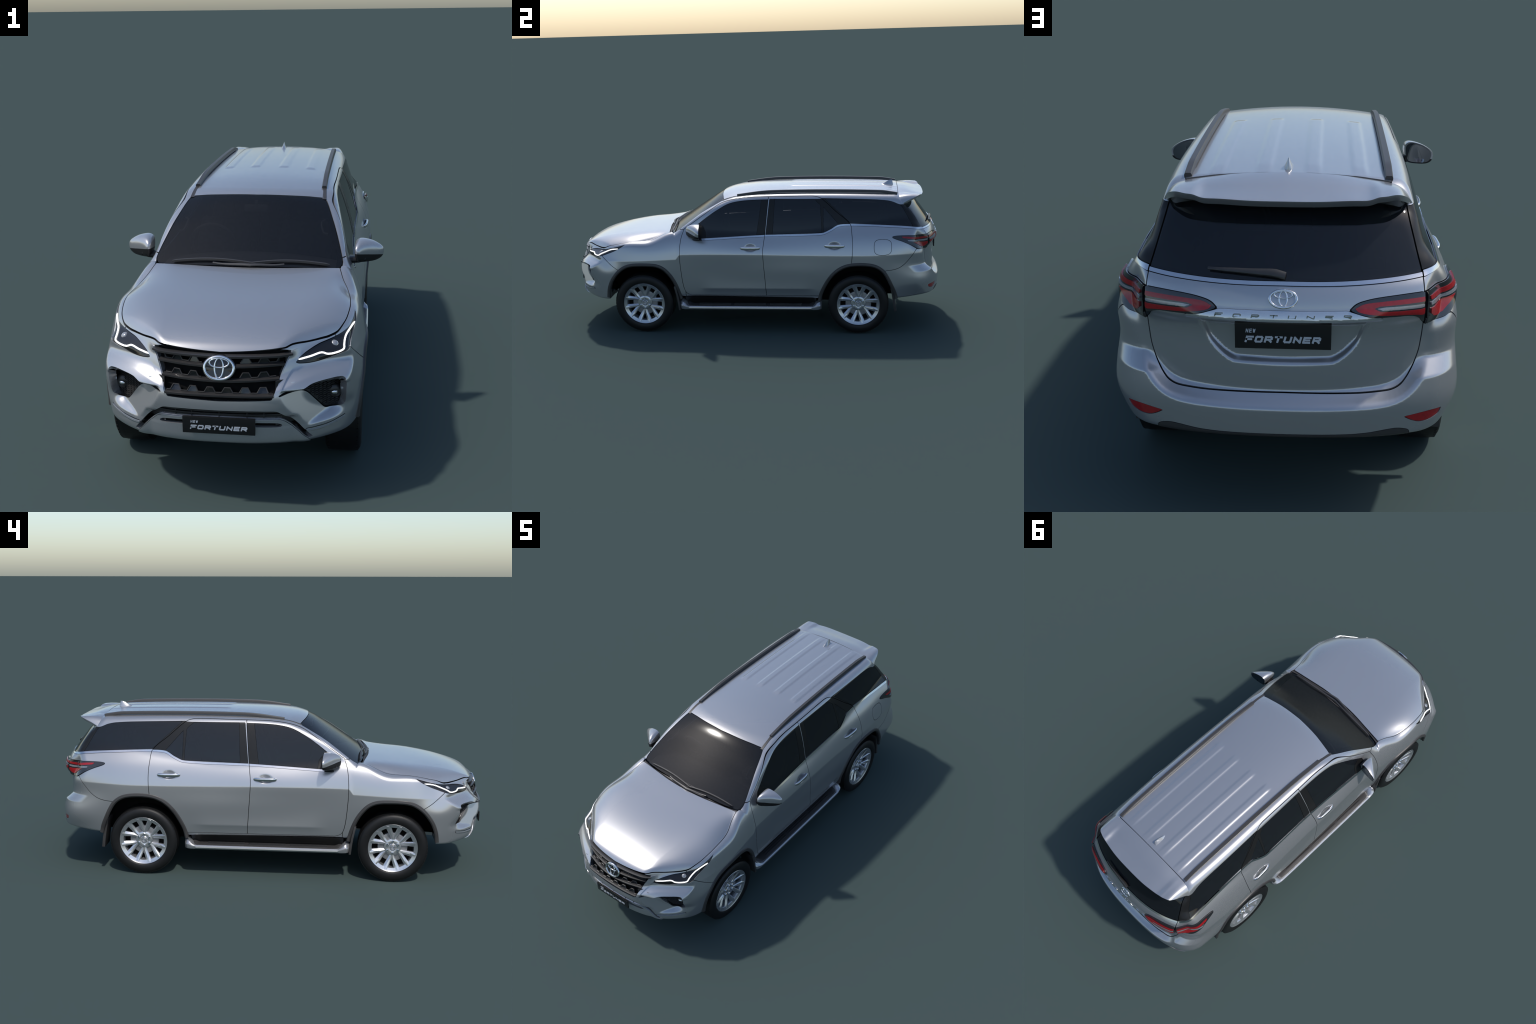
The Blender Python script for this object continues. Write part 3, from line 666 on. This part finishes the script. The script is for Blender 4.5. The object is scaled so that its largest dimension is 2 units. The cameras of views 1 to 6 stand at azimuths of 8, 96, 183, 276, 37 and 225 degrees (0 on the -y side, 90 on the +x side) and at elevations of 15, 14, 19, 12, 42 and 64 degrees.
for i in range(-2, 22):
    for j in range(-2, 20):
        cx, cz = .150+i*.0105, .262+j*.0062+(.0031 if i % 2 else 0)
        if poly_sdf(FOG, np.array([cx]), np.array([cz]))[0] > -.004: continue
        t = np.arange(6)*math.pi/3; hx, hz = cx+.0066*np.cos(t), cz+.0034*np.sin(t)
        P3 = np.stack([hx, pocket(hx)-.001, hz], 1); cells.append(sweep(P3, ring_profile(.0010, .0018, 4), (0, -1, 0), closed=True))
V, F = join(*cells)
for o in pair('fog_mesh', V, F, TRIM, FB, smooth=60): o['kind'] = 'stuff'
c = np.array([.300, -.864, .301]); V, F = dome(c+[0, .012, 0], np.array([.25, -1, 0]), .021, .010); pair('fog_lamp', V, F, TRIM, FB)
V, F = dome(c+[.001, .003, 0], np.array([.3, -1, .1]), .0105, .006, .62); pair('fog_lens', V, F, CHROME, FB)
# ---------------------------------------------------------------- plates and lettering
GLYPH = {'F': [[(0, 0), (0, 1), (1, 1)], [(0, .48), (.85, .48)]], 'O': [[(0, .15), (0, .85), (.15, 1), (.85, 1), (1, .85), (1, .15), (.85, 0), (.15, 0), (0, .15)]],
         'R': [[(0, 0), (0, 1), (.85, 1), (1, .85), (1, .60), (.85, .44), (.1, .44)], [(.5, .44), (1, 0)]], 'T': [[(0, 1), (1, 1)], [(.5, 1), (.5, 0)]],
         'U': [[(0, 1), (0, .15), (.15, 0), (.85, 0), (1, .15), (1, 1)]], 'N': [[(0, 0), (0, 1), (1, 0), (1, 1)]], 'E': [[(1, 1), (0, 1), (0, 0), (1, 0)], [(0, .5), (.9, .5)]],
         'W': [[(0, 1), (.25, 0), (.5, .8), (.75, 0), (1, 1)]]}
def word(t, w, h, stroke, slant, gap=.35, depth=.0006):
    """block lettering: every stroke is a flat bar; centred on (0, 0) in the (a, b) plane"""
    cw = w/(len(t)+gap*(len(t)-1)); parts = []
    for i, ch in enumerate(t):
        for path in GLYPH[ch]:
            P = np.array(path, float); a = stroke/2
            X = -w/2+i*cw*(1+gap)+a+P[:, 0]*(cw-2*a); Z = -h/2+a+P[:, 1]*(h-2*a); X = X+slant*Z
            for k in range(len(X)-1):
                p0, p1 = np.array([X[k], Z[k]]), np.array([X[k+1], Z[k+1]]); d = (p1-p0)/np.linalg.norm(p1-p0); e = a*.85; nrm = np.array([-d[1], d[0]])*a
                c = [p0-d*e-nrm, p1+d*e-nrm, p1+d*e+nrm, p0-d*e+nrm]; dz = depth*(1+.03*(i+k) % 7*.1)
                V = [(u[0], u[1], z) for z in (-.0004, dz) for u in c]
                parts.append((V, [(0, 1, 2, 3), (4, 5, 6, 7), (0, 1, 5, 4), (1, 2, 6, 5), (2, 3, 7, 6), (3, 0, 4, 7)]))
    return join(*parts)
def place(VF, c, s):
    """stand lettering upright at c, facing the nose (s = -1) or the tail (s = 1)"""
    V, F = VF; V = np.array(V); return np.stack([c[0]-s*V[:, 0], c[1]+s*V[:, 2], c[2]+V[:, 1]], 1), F
def plate(c, w, h, s, parent):
    V, F = box(c, (w, .006, h)); p = solid('number_plate', V, F, PLATE, parent, bevel=.001)
    solid('plate_lettering', *place(word('FORTUNER', w*.78, h*.26, h*.072, .28, .20), (c[0], c[1]+s*.0031, c[2]-h*.13), s), LETTER, p)
    solid('plate_lettering', *place(word('NEW', w*.10, h*.15, h*.026, .12, .35), (c[0]+s*w*.335, c[1]+s*.0031, c[2]+h*.20), s), LETTER, p)
plate((0, -.9975, .2490), .197, .0475, -1, BUMPER)
plate((0, .9695, .4370), .198, .057, 1, TAILGATE_OBJ)
for i, ch in enumerate('FORTUNER'):
    x = .131-.262*i/7; y = float(drop_y(abs(x), .4845, False))
    solid('gate_letter', *place(word(ch, .0165, .0085, .0022, .25, depth=.0018), (x, y, .4845), 1), CHROME, TAILGATE_OBJ)
# ---------------------------------------------------------------- wheel arches, flaps, under body
def arch_trim(A, wall, room):
    L = arch_line(A); t = np.gradient(L, axis=0); t /= np.linalg.norm(t, axis=1)[:, None]
    n = np.stack([-t[:, 1], t[:, 0]], 1); c = L.mean(0); n *= np.sign(((L-c)*n).sum(1))[:, None]
    sec = [(.004, -.012), (.003, .001), (.005, .004), (.010, .0062), (.0185, .0045), (.021, .0005), (.021, -.004)]
    R = []
    for o, dx in sec:
        p = L+n*o; x = drop_x(np.clip(p[:, 0], -.80, .80), np.clip(p[:, 1], .212, .6)); R.append(np.stack([x+dx, p[:, 0], p[:, 1]], 1))
    R = np.array(R).transpose(1, 0, 2); pair('arch_trim', *loft(R), PLASTIC)
    # liner
    q = L+n*room; x = drop_x(np.clip(q[:, 0], -.8, .8), np.clip(q[:, 1], .212, .6))
    q = np.vstack([[(q[0, 0], .186)], q, [(q[-1, 0], .186)]]); x = np.concatenate([[x[0]], x, [x[-1]]])
    qi = L+n*.005; qi = np.vstack([[(qi[0, 0], .186)], qi, [(qi[-1, 0], .186)]])
    rows = [np.stack([np.full(len(q), wall), q[:, 0], q[:, 1]], 1), np.stack([x-.016, q[:, 0], q[:, 1]], 1), np.stack([x-.010, qi[:, 0], qi[:, 1]], 1)]
    V, F = loft(rows, False, False); n0 = len(q)
    cap = tuple(range(n0)); pair('wheel_arch_liner', V, list(F)+[cap], DARK, smooth=60)
arch_trim(ARCH_F, .17, .034); arch_trim(ARCH_R, .255, .012)
def flap(pts, x0, x1, th):
    R = []
    for (y, z), w in pts:
        a = x0+(1-w)*(x1-x0)*.4
        R.append([(a, y-th/2, z), (x1, y-th/2, z), (x1, y+th/2, z), (a, y+th/2, z)])
    V, F = loft(R); pair('mud_flap', V, F, PLASTIC, bevel=.002)
flap([((.735, .262), 1), ((.744, .215), 1), ((.752, .165), 1), ((.757, .120), .9)], .270, .362, .014)
flap([((-.412, .255), 1), ((-.400, .20), 1), ((-.394, .16), 1), ((-.390, .122), .9)], .290, .372, .010)
V, F = join(box((0, .02, .175), (.52, .80, .05)), box((0, -.86, .215), (.44, .16, .03)), box((0, .84, .245), (.50, .20, .05)), box((0, 0, .25), (.30, 1.7, .06)))
UB = solid('underbody_blocker', V, F, DARK, bevel=.004)  # plain dark boxes added under the body to block light
for y, r in ((-.583, .022), (.564, .030)):
    t = np.arange(14)*2*math.pi/14
    solid('axle', *loft([[(x, y+r*k*math.cos(a), .161+r*k*math.sin(a)) for a in t] for x, k in ((-.30, .7), (-.06, .7), (-.05, 1.6), (.05, 1.6), (.06, .7), (.30, .7))]), DARK, UB)
# ---------------------------------------------------------------- side steps
def step_board():
    ys = curve([(-.390, .345), (-.388, .362), (-.368, .379), (-.325, .382), (0, .384), (.31, .384), (.350, .380), (.369, .364), (.372, .345)], 6, False)
    R = []
    for y, xo in ys:
        e = float(step(np.array(abs(y+.008)), .325, .372)); ti = .146+.034*e; to = .1475+.010*e
        R.append([(.290, y, .128), (.290, y, ti), (xo-.045, y, ti), (xo-.013, y, .5*(ti+to)), (xo-.006, y, to), (xo-.001, y, to-.004), (xo, y, to-.010), (xo-.005, y, .130), (xo-.018, y, .126)])
    return loft(R)
ST = pair('running_board', *step_board(), PAINT, smooth=40)
pad = curve([(-.352, .326), (-.348, .350), (-.328, .366), (-.29, .3715), (0, .3735), (.28, .3735), (.315, .369), (.333, .350), (.337, .326)], 6, False)
R = [[(.296, y, .140), (.296, y, .1505+.024*float(step(np.array(abs(y+.008)), .31, .345))), (xo-.014, y, .1500+.008*float(step(np.array(abs(y+.008)), .31, .345))), (xo, y, .1488), (xo, y, .140)] for y, xo in pad]
PADS = pair('step_pad', *loft(R), PLASTIC, ST, smooth=40)
V, F = join(*[box((.318+.0125*k, yc, .1512), (.0055, .17, .0030)) for k in range(4) for yc in (-.20, -.01, .18)])
pair('step_rib', V, F, TRIM, PADS, bevel=.0008)
V, F = join(loft([[(.30, y, .150), (.324, y, .150), (.352, y, .194), (.30, y, .198)] for y in (-.360, .342)]), box((.28, -.25, .155), (.05, .03, .03)), box((.28, .22, .155), (.05, .03, .03)))
pair('sill', V, F, PILLAR)
# ---------------------------------------------------------------- mirrors
outline = curve([(.338, .562), (.340, .582), (.356, .592), (.388, .587), (.412, .576), (.430, .561), (.4335, .546), (.428, .528), (.411, .5185), (.375, .5175), (.350, .522), (.341, .535)], 4)
cen = np.array([.384, .552]); outline = cen+(outline-cen)*[.985, .96]
R = []
for yb, k, sh in ((-.2575, .90, 0), (-.2560, .985, 0), (-.266, 1.0, 0), (-.285, .985, -.001), (-.305, .93, -.003), (-.322, .80, -.006), (-.333, .60, -.009), (-.338, .30, -.011), (-.3385, .02, -.012)):
    q = cen+(outline-cen)*k; tap = np.clip(1.08-(q[:, 0]-.346)/.105, .2, 1.1); yy = -.2660+.12*(q[:, 0]-.384)+(yb+.2585)*tap
    R.append(np.stack([q[:, 0]+sh*1.2, yy, q[:, 1]+sh*.6], 1))
V, F = loft(R); V = np.array(V)
def halves(V, F, z):
    """cut a closed solid at height z and return the upper and the lower open shells"""
    out = []
    for up in (True, False):
        b = bmesh.new(); vs = [b.verts.new(tuple(v)) for v in V]
        for f in F: b.faces.new([vs[i] for i in f])
        bmesh.ops.bisect_plane(b, geom=b.verts[:]+b.edges[:]+b.faces[:], plane_co=(.38, -.30, z), plane_no=(.10, .12, 1), clear_inner=up, clear_outer=not up)
        b.verts.index_update(); out.append((np.array([v.co[:] for v in b.verts]), [tuple(v.index for v in f.verts) for f in b.faces])); b.free()
    return out
(uv, uf), (lv, lf) = halves(V, F, .5450)
MI = pair('mirror', uv, uf, PAINT, doors[0], smooth=60)
pair('mirror_base', (lv-[.384, -.30, .535])*[1.003, 1.003, 1.0]+[.384, -.30, .535], lf, PILLAR, MI, smooth=60)
q = cen+(outline-cen)*.86; yy = -.2637+.12*(q[:, 0]-.384)
V, F = loft([np.stack([q[:, 0], yy+.001, q[:, 1]], 1), np.stack([cen[0]+(q[:, 0]-cen[0])*.02, np.full(len(q), -.2637)+.001, cen[1]+(q[:, 1]-cen[1])*.02], 1)])
pair('mirror_glass', V, F, MIRROR, MI)
arm = np.array([(.302, -.300, .528), (.325, -.303, .527), (.350, -.302, .528), (.372, -.300, .532)])
pair('mirror_arm', *sweep(arm, ring_profile(.026, .010, 12, 3), (0, 0, 1), scale=[1.15, 1.05, 1., .9]), PILLAR, MI, smooth=50)
# ---------------------------------------------------------------- door handles
for (yc, zc), par in (((-.001, .462), doors[0]), ((.441, .4735), doors[1])):
    t = np.linspace(-1, 1, 21); y = yc+t*.055; base = drop_x(y, np.full(21, zc+.030))+.002; base = np.interp(y, [y[0], y[-1]], [base[0], base[-1]])
    base = base+.5*(float(drop_x(yc+.05, zc))+float(drop_x(yc-.05, zc))-base[0]-base[-1])
    P = np.stack([base+.010*(1-np.abs(t)**4)-.001, y, zc-.001*np.ones(21)], 1); sc = (1-np.abs(t)**6)**.5*.95+.05
    V, F = sweep(P, ring_profile(.0088, .0052, 12, 2.6), (1, 0, 0), scale=np.stack([sc, sc], 1)); pair('door_handle', V, F, BRIGHT, par, smooth=60)
# ---------------------------------------------------------------- roof: rails, strip, spoiler, fin
t = np.linspace(0, 1, 61); y = -.078+t*(.768+.078); x = .2235-.006*t
rise = .0050+.0075*step(t, .0, .22)*(1-step(t, .90, 1.0)); z = drop_z(x, y)
RAIL = pair('roof_rail', *sweep(np.stack([x, y, z+rise], 1), [(-.0085, -.009), (-.0085, .0), (-.006, .0045), (.006, .0045), (.0085, 0), (.0085, -.009)], (0, 0, 1)), PLASTIC, smooth=40)
y = np.linspace(-.158, .766, 60); x = np.interp(y, [-.158, -.07, .766], [.2285, .2240, .2175]); z = drop_z(x, y)
pair('roof_strip', *sweep(np.stack([x, y, z-.001], 1), [(-.0075, -.004), (-.0068, .0018), (.0068, .0018), (.0075, -.004)], (0, 0, 1)), PLASTIC, RAIL)
SX = [0, .05, .10, .15, .18, .192, .205, .222, .238, .250, .260, .2685]
YT = Spline(SX, [.9085, .908, .9055, .899, .894, .892, .889, .883, .872, .846, .814, .788])
ZT = Spline([0, .08, .15, .176, .19, .205, .236, .25, .26, .2685], [.7050, .7055, .7065, .7080, .7125, .7135, .7130, .7020, .688, .673])
ZF = Spline([0, .10, .20, .225, .240, .252, .262, .2685], [.7335, .7295, .717, .7125, .7070, .698, .685, .672])
def spoiler_ring(x):
    s = 1 if x >= 0 else -1; a = abs(x); yt, zt, zf = float(YT(a)), float(ZT(a)), float(ZF(a))
    zf = max(zf, 0); e = float(step(np.array(a), .235, .2685)); yf = .7735
    hollow = .004*float(1-step(np.array(a), .17, .195))
    mid = lambda k, d: (x, yf+(yt-yf)*k, zf+(zt-zf)*k+d)
    th = .013*float(1-step(np.array(a), .256, .2685))+.002
    return [(x, yf, zf-.020*(1-e)-.003), (x, yf, zf), mid(.25, .0035*(1-e)), mid(.5, .004*(1-e)-hollow*.6), mid(.75, .003*(1-e)-hollow), mid(.95, .0005), (x, yt, zt), (x, yt-.0015, zt-.003), (x, yt-.012, zt-th), (x, yt-.026*(1-e)-.008, zt-th-.001), (x, yf+(yt-yf)*.45, zf-.030*(1-e)-.006), (x, yf+.002, zf-.034*(1-e)-.004)]
st = np.concatenate([-np.linspace(.2685, .17, 30), -np.linspace(.165, .005, 18), [0], np.linspace(.005, .165, 18), np.linspace(.17, .2685, 30)])
SP = solid('spoiler', *loft([spoiler_ring(float(x)) for x in st]), PAINT, smooth=32)
V, F = loft([[(x, .893-.35*x*x, .6905), (x, .8965-.35*x*x, .6935), (x, .8965-.35*x*x, .700), (x, .890-.35*x*x, .701)] for x in np.linspace(-.053, .053, 9)])
solid('brake_light', V, F, RED, SP)
prof = [(.676, 0, .010), (.690, .006, .0125), (.705, .0135, .0128), (.722, .0235, .0122), (.735, .0285, .0112), (.7455, .0300, .0098), (.7500, .015, .0095), (.7525, 0, .0105)]
R = []
for y, h, w in prof:
    z0 = .7305-.02*(y-.7); t = np.linspace(0, math.pi, 9)
    R.append([(w*math.cos(a)*(1-.75*math.sin(a)), y, z0+max(h, .0005)*math.sin(a)) for a in t]+[(-w, y, z0-.006), (w, y, z0-.006)])
solid('antenna_fin', *loft(R), PAINT, smooth=60)
# ---------------------------------------------------------------- wipers
def on_top(x, y, d): return np.stack([x, y, drop_z(np.abs(x), y)+d], 1)
WI = []
for x0, x1, xp in ((-.245, .03, .05), (.005, .262, .10)):
    x = np.linspace(x0, x1, 21); y = -.452+.40*x**2+.012*np.sin(np.pi*(x-x0)/(x1-x0)); P = on_top(x, y, .007)
    w = solid('wiper', *sweep(P, [(-.004, -.003), (-.003, .003), (.002, .004), (.005, -.002)], (0, -.5, 1), scale=np.concatenate([[.4], np.ones(19), [.4]])), PLASTIC); WI.append(w)
    k = np.linspace(0, 1, 9); xa = x0+(x1-x0)*(.5+.45*k) if x0 < -.1 else x0+(x1-x0)*(.45-.43*k); ya = -.452+.40*xa**2-.004-.012*k
    P = on_top(xa, ya, .011-.004*k); solid('wiper_arm', *sweep(P, ring_profile(.0045, .003, 8), (0, -.5, 1), scale=.7+.6*k), PLASTIC, w)
x = np.linspace(.156, -.004, 17); zz = np.interp(x, [-.004, .02, .10, .156], [.5615, .566, .568, .5685]); yy = drop_y(np.abs(x), zz, False)+.010
solid('wiper', *sweep(np.stack([x, yy, zz], 1), ring_profile(.0075, .006, 10, 3), (0, 1, .8), scale=np.interp(np.arange(17), [0, 8, 14, 16], [.4, .8, 1.2, 1.0])), TRIM, TAILGATE_OBJ)
# ---------------------------------------------------------------- wheels
def mesh_only(name, V, F, mat, smooth=40, bevel=0):
    o = solid(name, V, F, mat, None, smooth, bevel); me = o.data; bpy.data.objects.remove(o); return me
R0 = .1585
tyre = [(-.050, .108), (-.053, .118), (-.0545, .132), (-.052, .146), (-.046, .1545), (-.036, .1578), (-.030, .1585), (.030, .1585), (.036, .1578), (.046, .1545), (.0520, .146), (.0545, .132), (.053, .120), (.0505, .1135), (.047, .1118), (.040, .108)]
V, F = revolve(tyre, 72); ME_T = mesh_only('tyre', V, F, RUBBER, 50)
# tread blocks
blocks = []
for i in range(60):
    a = 2*math.pi*i/60
    for xc, w in ((-.038, .014), (-.019, .016), (0, .016), (.019, .016), (.038, .014)):
        a2 = a+(.03 if xc in (-.019, .019) else 0); c, s = math.cos(a2), math.sin(a2)
        v, f = box((0, 0, 0), (w, .0135, .0036)); v = np.array(v); r = v[:, 2]+R0-(.0018 if abs(xc) < .03 else .0032)
        blocks.append((np.stack([v[:, 0]+xc, s*r+c*v[:, 1], c*r-s*v[:, 1]], 1), f))
V, F = join(*blocks); ME_B = mesh_only('tread', V, F, RUBBER)
barrel = [(.0490, .1122), (.0502, .1110), (.0485, .1085), (.0455, .1010), (.0430, .0955), (.0380, .0940), (.0, .0930), (-.045, .1000), (-.048, .1080), (-.046, .1110), (-.040, .1100), (.0, .1020), (.034, .1060), (.042, .1100)]
V, F = revolve(barrel, 72)
parts = [(V, F)]
def spoke(a0, a1, w0, w1):
    """one spoke: leaves the hub at angle a0 and reaches the rim at a1, crowned in section"""
    R = []
    for r, k in ((.020, 0), (.032, .04), (.042, .16), (.052, .36), (.064, .62), (.080, .85), (.094, .96), (.1045, 1.0)):
        a = a0+(a1-a0)*k; w = w0+(w1-w0)*((r-.02)/.0875); xf = np.interp(r, [.02, .035, .06, .09, .1075], [.030, .031, .0345, .043, .0490])
        c = np.array([math.sin(a), math.cos(a)]); tt = np.array([math.cos(a), -math.sin(a)]); row = []
        for u, d in ((-.5, -.016), (-.5, -.0035), (-.30, 0), (.05, .0005), (.5, -.005), (.5, -.016)):
            p = c*r+tt*w*u; row.append((xf+d, p[0], p[1]))
        R.append(row)
    return loft(R)
for i in range(6):
    a = math.radians(60*i+3)
    parts.append(spoke(a-math.radians(3), a-math.radians(15.5), .0125, .0265)); parts.append(spoke(a+math.radians(5), a+math.radians(15.5), .0120, .0255))
V, F = join(*parts); ME_R = mesh_only('rim', V, F, ALLOY, 30)
hub = [(.010, .001), (.0335, .001), (.0335, .0150), (.0315, .0175), (.0325, .020), (.0325, .034), (.0300, .0385), (.018, .041), (.0, .041)]
V, F = revolve(hub, 36); ME_H = mesh_only('hub', V, F, ALLOY, 35)
nuts = []
for i in range(6):
    a = math.radians(60*i); t = np.arange(6)*math.pi/3
    nuts.append(loft([[(x, .0275*math.sin(a)+r*math.sin(q), .0275*math.cos(a)+r*math.cos(q)) for q in t] for x, r in ((.028, .0066), (.0370, .0062), (.0395, .0038))]))
ME_N = mesh_only('wheel_nut', *join(*nuts), CHROME, 30)
V, F = revolve([(.0338, .001), (.0345, .010), (.0352, .0112), (.0345, .0124), (.033, .0128)], 32); ME_C = mesh_only('hub_cap', V, F, STEEL, 50)
tt = [ellipse_ring((0, 0, 0), .0085, .0065, .0010, .0005, False, 0), ellipse_ring((0, 0, 0), .0026, .0056, .0008, .0005, False, 0), ellipse_ring((0, 0, 0), .0056, .0028, .0008, .0005, False, 0, pos=(0, .0028))]
V, F = join(*tt); V = np.array(V); ME_E = mesh_only('hub_emblem', np.stack([.0352-V[:, 1], V[:, 0], V[:, 2]], 1), F, CHROME, 50)
V, F = revolve([(.0215, .001), (.0225, .040), (.0235, .062), (.0225, .0665), (.015, .068), (-.006, .068), (-.006, .001)], 48); ME_D = mesh_only('brake_disc', V, F, STEEL, 40)
V, F = box((.0, .0, .0), (.034, .05, .03)); ME_K = mesh_only('brake_caliper', np.array(V)+[-.025, .06, .02], F, PLASTIC, 40, .006)
V, F = revolve([(.008, .001), (.008, .0925), (.0, .0925), (.0, .001)], 40); ME_S = mesh_only('spoke_backdrop', V, F, DARK, 40)  # black disc added so the openings between the spokes look dark
for y, in ((-.583,), (.564,)):
    for sx in (1, -1):
        w = link(bpy.data.objects.new('wheel', None)); w.location = (.3215*sx, y, R0)
        if sx < 0: w.rotation_euler = (0, 0, math.pi)
        for nm, me in (('tyre', ME_T), ('tread', ME_B), ('rim', ME_R), ('hub', ME_H), ('wheel_nut', ME_N), ('hub_cap', ME_C), ('hub_emblem', ME_E), ('brake_disc', ME_D), ('brake_caliper', ME_K), ('spoke_backdrop', ME_S)):
            o = link(bpy.data.objects.new(nm, me), w)
            if nm == 'tread': o['kind'] = 'stuff'
# ---------------------------------------------------------------- cabin behind the tinted glass
V, F = join(box((0, .18, .33), (.32, 1.30, .02)), box((0, -.01, .33), (.60, .70, .018))); solid('cabin_floor', V, F, CABIN, bevel=.003)
R = [[(x, -.43+.25*x*x, .47), (x, -.44+.25*x*x, .545-.35*x*x), (x, -.36, .550-.35*x*x), (x, -.27, .535-.3*x*x), (x, -.24, .47), (x, -.26, .40)] for x in np.linspace(-.28, .28, 17)]
solid('dashboard', *loft(R), CABIN, smooth=60)
def seat(x, y, w):
    a = loft([[(x+sx*w/2*k, y+yy, z) for sx, k, yy in ((-1, 1, -.05), (1, 1, -.05), (1, .9, .06), (-1, .9, .06))] for z, k in ((.36, 1), (.42, 1))])
    b = loft([[(x+sx*w/2*k, y+.05+dy+yy, z) for sx, yy in ((-1, -.02), (1, -.02), (1, .025), (-1, .025))] for z, k, dy in ((.40, .95, .0), (.50, 1, .03), (.575, .85, .055))])
    c = loft([[(x+sx*.035*k, y+.10+dy+yy, z) for sx, yy in ((-1, -.012), (1, -.012), (1, .012), (-1, .012))] for z, k, dy in ((.585, .9, .01), (.62, 1, .02), (.64, .8, .025))])
    return join(a, b, c)
for x, y, w in ((-.15, -.05, .20), (.15, -.05, .20), (-.16, .28, .20), (.0, .28, .11), (.16, .28, .20), (-.085, .60, .15), (.085, .60, .15)):
    solid('seat', *seat(x, y, w), CABIN, bevel=.008)
t = np.arange(32)*2*math.pi/32; c = np.array([-.15, -.205, .545])
solid('steering_wheel', *sweep(c+np.stack([.075*np.cos(t), -.02*np.sin(t), .070*np.sin(t)], 1), ring_profile(.006, .006, 8), (0, 1, .3), closed=True), CABIN)
V, F = join(box((0, -.195, .668), (.082, .010, .024)), box((0, -.190, .685), (.012, .012, .02))); solid('cabin_mirror', V, F, CABIN, bevel=.004)
G = np.array([(.238, -.235, .640), (.226, -.242, .632), (.236, -.285, .606), (.250, -.290, .604)]); pair('grab_handle', *sweep(curve(G, 6, False), ring_profile(.006, .004, 8), (1, 0, 0)), CABIN)
